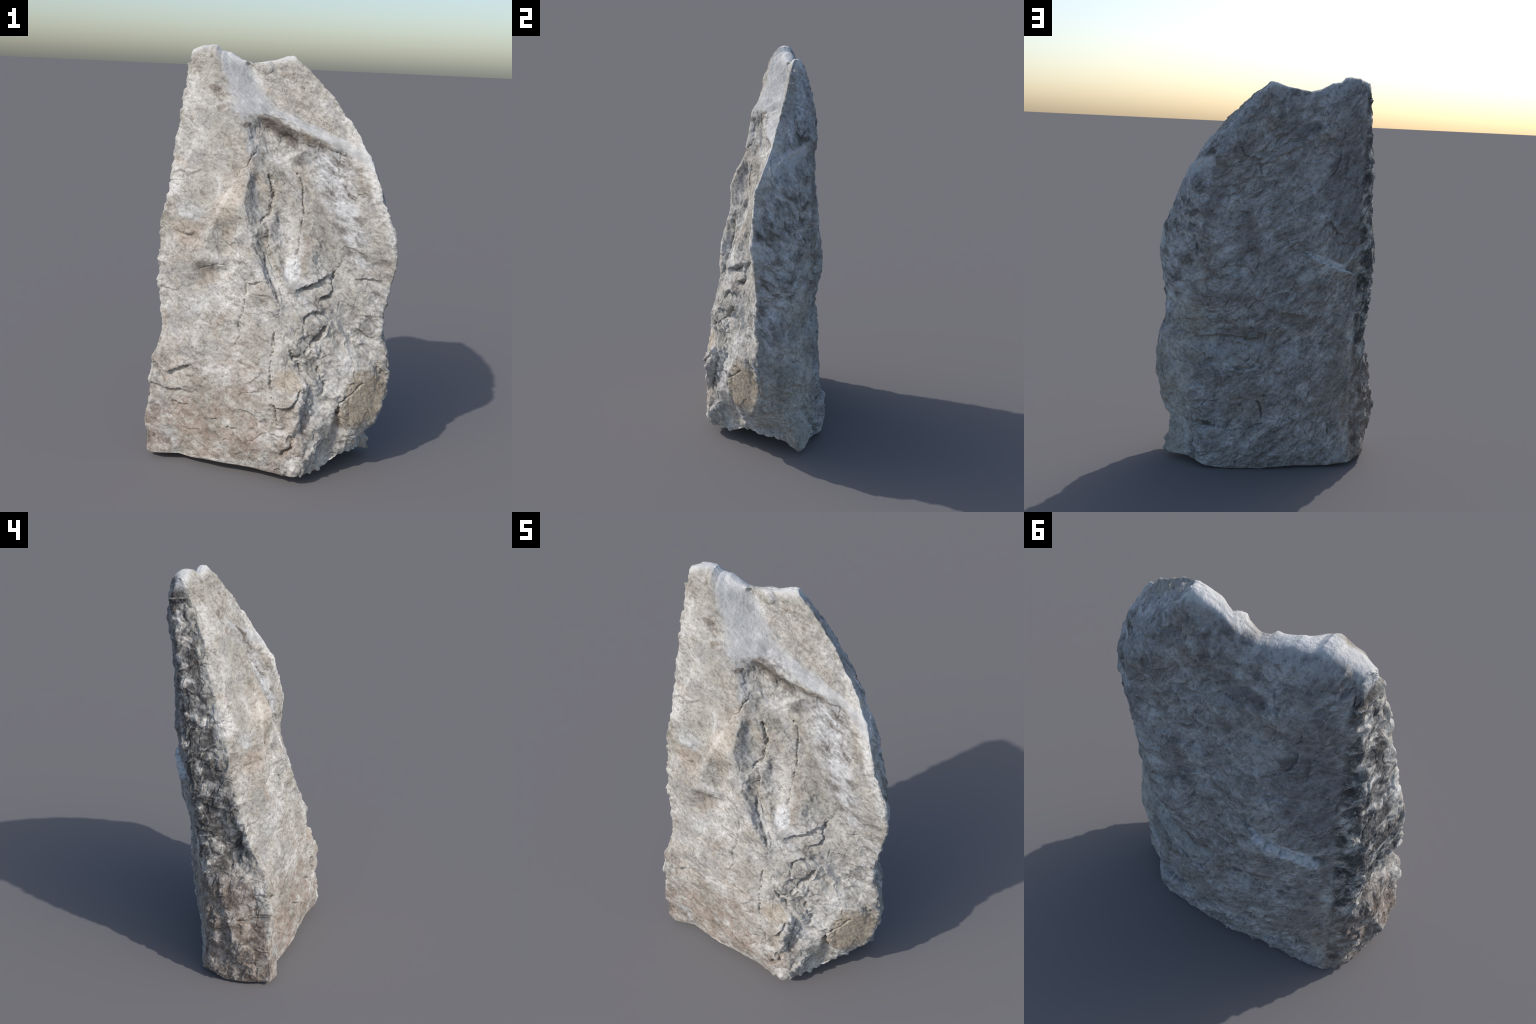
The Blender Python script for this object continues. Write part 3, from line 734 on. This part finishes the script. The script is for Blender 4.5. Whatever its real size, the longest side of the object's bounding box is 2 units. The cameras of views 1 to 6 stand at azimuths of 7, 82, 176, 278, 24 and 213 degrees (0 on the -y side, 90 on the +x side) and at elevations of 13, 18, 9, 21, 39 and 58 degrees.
class Nodes:
    def __init__(self, name):
        self.mat = bpy.data.materials.new(name); self.mat.use_nodes = True
        self.t = self.mat.node_tree; self.t.nodes.clear()
        self.pos = self.t.nodes.new("ShaderNodeTexCoord").outputs["Object"]
        s = self.new("ShaderNodeSeparateXYZ"); self.link(self.pos, s.inputs[0]); self.x, self.y, self.z = s.outputs

    def new(self, kind, **kw):
        n = self.t.nodes.new(kind)
        for k, v in kw.items():
            setattr(n, k, v)
        return n

    def link(self, a, b):
        if isinstance(a, (int, float)):
            b.default_value = a
        elif isinstance(a, tuple):
            b.default_value = (*a, 1) if len(b.default_value) == 4 and len(a) == 3 else a
        else:
            self.t.links.new(a, b)

    def math(self, op, a, b=0.0, c=0.0, clamp=False):
        n = self.new("ShaderNodeMath", operation=op, use_clamp=clamp)
        for i, v in enumerate((a, b, c)):
            self.link(v, n.inputs[i])
        return n.outputs[0]

    def step(self, v, lo, hi):
        n = self.new("ShaderNodeMapRange", interpolation_type="SMOOTHSTEP")
        self.link(v, n.inputs["Value"]); n.inputs["From Min"].default_value = lo; n.inputs["From Max"].default_value = hi
        if lo > hi:
            n.inputs["From Min"].default_value = hi; n.inputs["From Max"].default_value = lo
            n.inputs["To Min"].default_value = 1; n.inputs["To Max"].default_value = 0
        return n.outputs[0]

    def mul(self, *v):
        out = v[0]
        for w in v[1:]:
            out = self.math("MULTIPLY", out, w)
        return out

    def noise(self, scale, detail=4, rough=.55, distort=0.0, vec=None, seed=0.0):
        n = self.new("ShaderNodeTexNoise", noise_dimensions="4D")
        self.link(vec or self.pos, n.inputs["Vector"]); n.inputs["W"].default_value = seed
        n.inputs["Scale"].default_value = scale; n.inputs["Detail"].default_value = detail
        n.inputs["Roughness"].default_value = rough; n.inputs["Distortion"].default_value = distort
        return n.outputs["Fac"]

    def grain_space(self, stretch):
        """object space squeezed so that textures run in sheets along the foliation"""
        m1 = self.new("ShaderNodeVectorMath", operation="DOT_PRODUCT"); self.link(self.pos, m1.inputs[0]); m1.inputs[1].default_value = tuple(GRAIN)
        m2 = self.new("ShaderNodeVectorMath", operation="SCALE"); m2.inputs[0].default_value = tuple(GRAIN); self.link(self.math("MULTIPLY", m1.outputs["Value"], stretch - 1), m2.inputs["Scale"])
        m3 = self.new("ShaderNodeVectorMath", operation="ADD"); self.link(self.pos, m3.inputs[0]); self.link(m2.outputs[0], m3.inputs[1])
        return m3.outputs[0]

    def mix(self, fac, a, b, blend="MIX"):
        n = self.new("ShaderNodeMix", data_type="RGBA", blend_type=blend)
        self.link(fac, n.inputs[0]); self.link(a, n.inputs[6]); self.link(b, n.inputs[7])
        return n.outputs[2]

    def ramp(self, v, stops):
        n = self.new("ShaderNodeValToRGB"); self.link(v, n.inputs[0])
        e = n.color_ramp.elements
        while len(e) < len(stops):
            e.new(.5)
        for k, (p, c) in zip(e, stops):
            k.position = p; k.color = (*c, 1)
        return n.outputs[0]


def stone_material():
    s = Nodes("weathered_stone")
    sheets = s.grain_space(4.0)
    # jitter for the borders of all patches
    jit = s.math("SUBTRACT", s.noise(7, 5, .6, seed=1.3), .5)
    jit2 = s.math("SUBTRACT", s.noise(17, 5, .65, seed=4.1), .5)
    # --- where things are (position on the stone) ---
    yj = s.math("MULTIPLY_ADD", jit, .10, s.y)
    on_back = s.step(yj, .195, .225)
    fl = s.math("MULTIPLY_ADD", s.z, .185, -.19)                       # y of the front left corner
    on_left = s.mul(s.step(s.math("SUBTRACT", yj, fl), .0, .03), s.step(s.math("MULTIPLY_ADD", jit2, .03, s.x), -.425, -.445))
    low = s.step(s.math("MULTIPLY_ADD", jit, .9, s.z), .80, .12)
    leftward = s.step(s.math("MULTIPLY_ADD", jit, .4, s.x), .32, .0)
    # --- pale front rock ---
    broad = s.noise(5.0, 8, .66, .5, vec=s.grain_space(1.7), seed=2)
    front = s.ramp(broad, [(.36, (.31, .292, .258)), (.45, (.43, .412, .372)), (.53, (.505, .49, .455)), (.63, (.64, .63, .61))])
    bluegrey = s.step(s.noise(6.5, 7, .68, .6, seed=9), .53, .60)
    front = s.mix(s.mul(bluegrey, .6), front, (.345, .345, .345))
    tan = s.step(s.noise(8.0, 6, .65, .5, seed=12), .55, .64)
    front = s.mix(s.mul(tan, .38), front, (.42, .345, .28))
    # brown earth stain on the lower left
    stain = s.mul(low, leftward, s.step(s.noise(9, 7, .72, .6, seed=15), .42, .58))
    front = s.mix(s.mul(stain, .72), front, (.305, .232, .188))
    # separate patches of colour: pale and dark areas, the grey scar, the brown facet
    fine = s.math("MULTIPLY", s.math("SUBTRACT", s.noise(26, 5, .65, seed=81), .5), 1.3)

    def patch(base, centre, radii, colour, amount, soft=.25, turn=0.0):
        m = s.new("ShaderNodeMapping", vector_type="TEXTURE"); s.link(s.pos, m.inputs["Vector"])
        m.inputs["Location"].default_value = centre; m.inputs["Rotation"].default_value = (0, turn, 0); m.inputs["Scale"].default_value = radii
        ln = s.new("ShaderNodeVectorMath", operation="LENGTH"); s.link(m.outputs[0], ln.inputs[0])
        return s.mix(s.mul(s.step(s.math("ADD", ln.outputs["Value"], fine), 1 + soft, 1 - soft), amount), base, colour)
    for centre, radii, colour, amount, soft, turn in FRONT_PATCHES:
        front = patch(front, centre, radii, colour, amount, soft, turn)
    # --- grey back ---
    bn = s.noise(7.0, 10, .72, .8, vec=s.grain_space(3.6), seed=21)
    back = s.ramp(bn, [(.37, (.215, .208, .20)), (.47, (.335, .33, .322)), (.53, (.43, .43, .43)), (.63, (.56, .565, .565))])
    bl = s.step(s.noise(4.2, 6, .65, .5, vec=s.grain_space(1.6), seed=25), .46, .58)
    back = s.mix(s.mul(bl, .45), back, s.mix(.5, back, (.23, .225, .23)))
    brown = s.step(s.noise(5.2, 6, .65, .4, seed=27), .52, .62)
    back = s.mix(s.mul(brown, .5), back, (.255, .218, .182))
    fibre = s.noise(16, 6, .7, .5, vec=s.grain_space(6.0), seed=29)
    back = s.mix(1.0, back, s.ramp(fibre, [(.40, (.80, .795, .79)), (.50, (1, 1, 1)), (.60, (1.10, 1.10, 1.10))]), "MULTIPLY")
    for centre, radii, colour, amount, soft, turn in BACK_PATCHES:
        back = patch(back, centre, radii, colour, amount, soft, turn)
    # right side: light sheets with dark streaks
    rn = s.noise(9.0, 7, .66, .3, vec=sheets, seed=33)
    right = s.ramp(rn, [(.38, (.16, .15, .14)), (.46, (.36, .355, .345)), (.53, (.50, .505, .51)), (.63, (.64, .65, .66))])
    shade = s.step(s.noise(4.5, 6, .65, .5, vec=s.grain_space(1.8), seed=35), .52, .62)
    right = s.mix(s.mul(shade, .6), right, (.21, .195, .175))
    fr = s.math("MULTIPLY_ADD", s.step(s.z, 1.15, 1.97), .28, -.115)
    on_right = s.mul(s.step(s.math("SUBTRACT", yj, fr), .005, .04), s.step(s.math("MULTIPLY_ADD", s.z, .47, s.x), .80, .90))
    # left side: black and white lichen
    ln = s.noise(13, 8, .70, .4, seed=41)
    left = s.ramp(ln, [(.42, (.085, .082, .080)), (.50, (.175, .17, .165)), (.55, (.40, .385, .36)), (.62, (.63, .615, .585))])
    left = s.mix(s.mul(s.step(s.math("MULTIPLY_ADD", jit, .5, s.z), .70, .46), .8), left, s.ramp(s.noise(16, 7, .70, seed=44), [(.40, (.155, .125, .105)), (.50, (.29, .235, .195)), (.61, (.52, .48, .44))]))
    col = s.mix(on_right, front, right)
    col = s.mix(on_back, col, back)
    col = s.mix(on_left, col, left)
    # --- fine grain everywhere ---
    g1 = s.noise(60, 6, .7, .3, seed=51); g2 = s.noise(34, 7, .7, .5, vec=s.grain_space(2.5), seed=52)
    col = s.mix(1.0, col, s.ramp(g1, [(.36, (.64, .625, .61)), (.48, (.98, .98, .98)), (.62, (1.10, 1.10, 1.10))]), "MULTIPLY")
    blot = s.noise(18, 8, .72, .6, vec=s.grain_space(2.6), seed=53)
    col = s.mix(1.0, col, s.ramp(blot, [(.37, (.64, .62, .60)), (.47, (.96, .955, .95)), (.60, (1.10, 1.10, 1.10))]), "MULTIPLY")
    veins = s.math("SUBTRACT", 1.0, s.step(s.math("ABSOLUTE", s.math("SUBTRACT", g2, .5)), .0, .022))
    gate = s.step(s.noise(8, 3, .5, seed=55), .46, .60)
    col = s.mix(s.mul(veins, gate, .62), col, (.16, .125, .10))
    pits = s.step(s.noise(95, 3, .5, seed=58), .66, .74)
    col = s.mix(s.mul(pits, .6), col, (.14, .12, .105))
    flecks = s.step(s.noise(42, 4, .6, seed=61), .66, .76)
    col = s.mix(s.mul(flecks, .5), col, (.68, .67, .65))
    # ledge, flank and saddle in a smoother, pale blue-grey tone
    cx = s.math("MULTIPLY_ADD", s.z, .43, s.math("ADD", s.x, .243 - .43 * 1.77))
    cr = s.math("SUBTRACT", s.math("MAXIMUM", s.math("MULTIPLY_ADD", s.z, -.675, .675 * 1.92 - .172), s.math("MULTIPLY_ADD", s.z, -2.8, 2.8 * 1.72 - .037)), s.x)
    lz = s.math("ADD", s.z, s.math("MULTIPLY_ADD", s.math("MAXIMUM", s.x, 0.0), .5, -1.692))
    wob = s.math("MULTIPLY", jit2, .05)
    wash = s.mul(s.step(s.math("ADD", cx, wob), -.02, .03), s.step(s.math("ADD", cr, wob), -.01, .03), s.step(s.math("ADD", lz, s.math("MULTIPLY", wob, .4)), -.008, .006), s.math("SUBTRACT", 1.0, on_back))
    col = s.mix(s.mul(wash, .66), col, s.ramp(s.noise(12, 6, .6, seed=91), [(.40, (.46, .465, .475)), (.50, (.60, .61, .62)), (.60, (.74, .74, .735))]))
    top = s.step(s.math("MULTIPLY_ADD", jit, .03, s.z), 1.912, 1.945)
    yt = s.math("MULTIPLY_ADD", jit2, .03, s.y)
    col = s.mix(s.mul(top, s.step(yt, .145, .175), s.step(yt, .228, .208), .75), col, (.70, .70, .69))
    # convex edges lightened and crevices darkened in colour to strengthen relief shading
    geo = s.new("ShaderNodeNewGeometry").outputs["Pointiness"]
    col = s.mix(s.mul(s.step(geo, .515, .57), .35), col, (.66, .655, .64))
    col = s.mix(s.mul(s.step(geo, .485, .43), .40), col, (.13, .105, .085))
    b = s.new("ShaderNodeBsdfPrincipled")
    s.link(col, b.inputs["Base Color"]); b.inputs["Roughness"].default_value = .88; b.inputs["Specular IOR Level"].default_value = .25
    h = s.math("ADD", s.mul(g1, .5), s.mul(s.noise(170, 4, .7, seed=71), .35)); h = s.math("ADD", h, s.mul(s.noise(55, 6, .65, .4, vec=s.grain_space(1.7), seed=72), .9))
    h = s.math("SUBTRACT", h, s.mul(pits, .3))
    bump = s.new("ShaderNodeBump"); bump.inputs["Strength"].default_value = .8; bump.inputs["Distance"].default_value = .007
    s.link(h, bump.inputs["Height"]); s.link(bump.outputs[0], b.inputs["Normal"])
    o = s.new("ShaderNodeOutputMaterial"); s.link(b.outputs[0], o.inputs[0])
    return s.mat


# --------------------------------------------------------------------------
sheet, nf, ns = build_sheet()
sheet = relief(sheet)
sheet[..., 2] = np.maximum(sheet[..., 2], 0.0)
full, ids = close_ends(sheet, nf, ns)
full[..., 2] -= full[..., 2].min()
full[..., 2] *= 2.0 / full[..., 2].max()
mesh = make_mesh("standing_stone", full, ids)
mesh.materials.append(stone_material())
stone = bpy.data.objects.new("standing_stone", mesh)
bpy.context.scene.collection.objects.link(stone)
stone["label"] = "tall weathered pale grey standing stone with notched top"
stone["category"] = "standing stone"
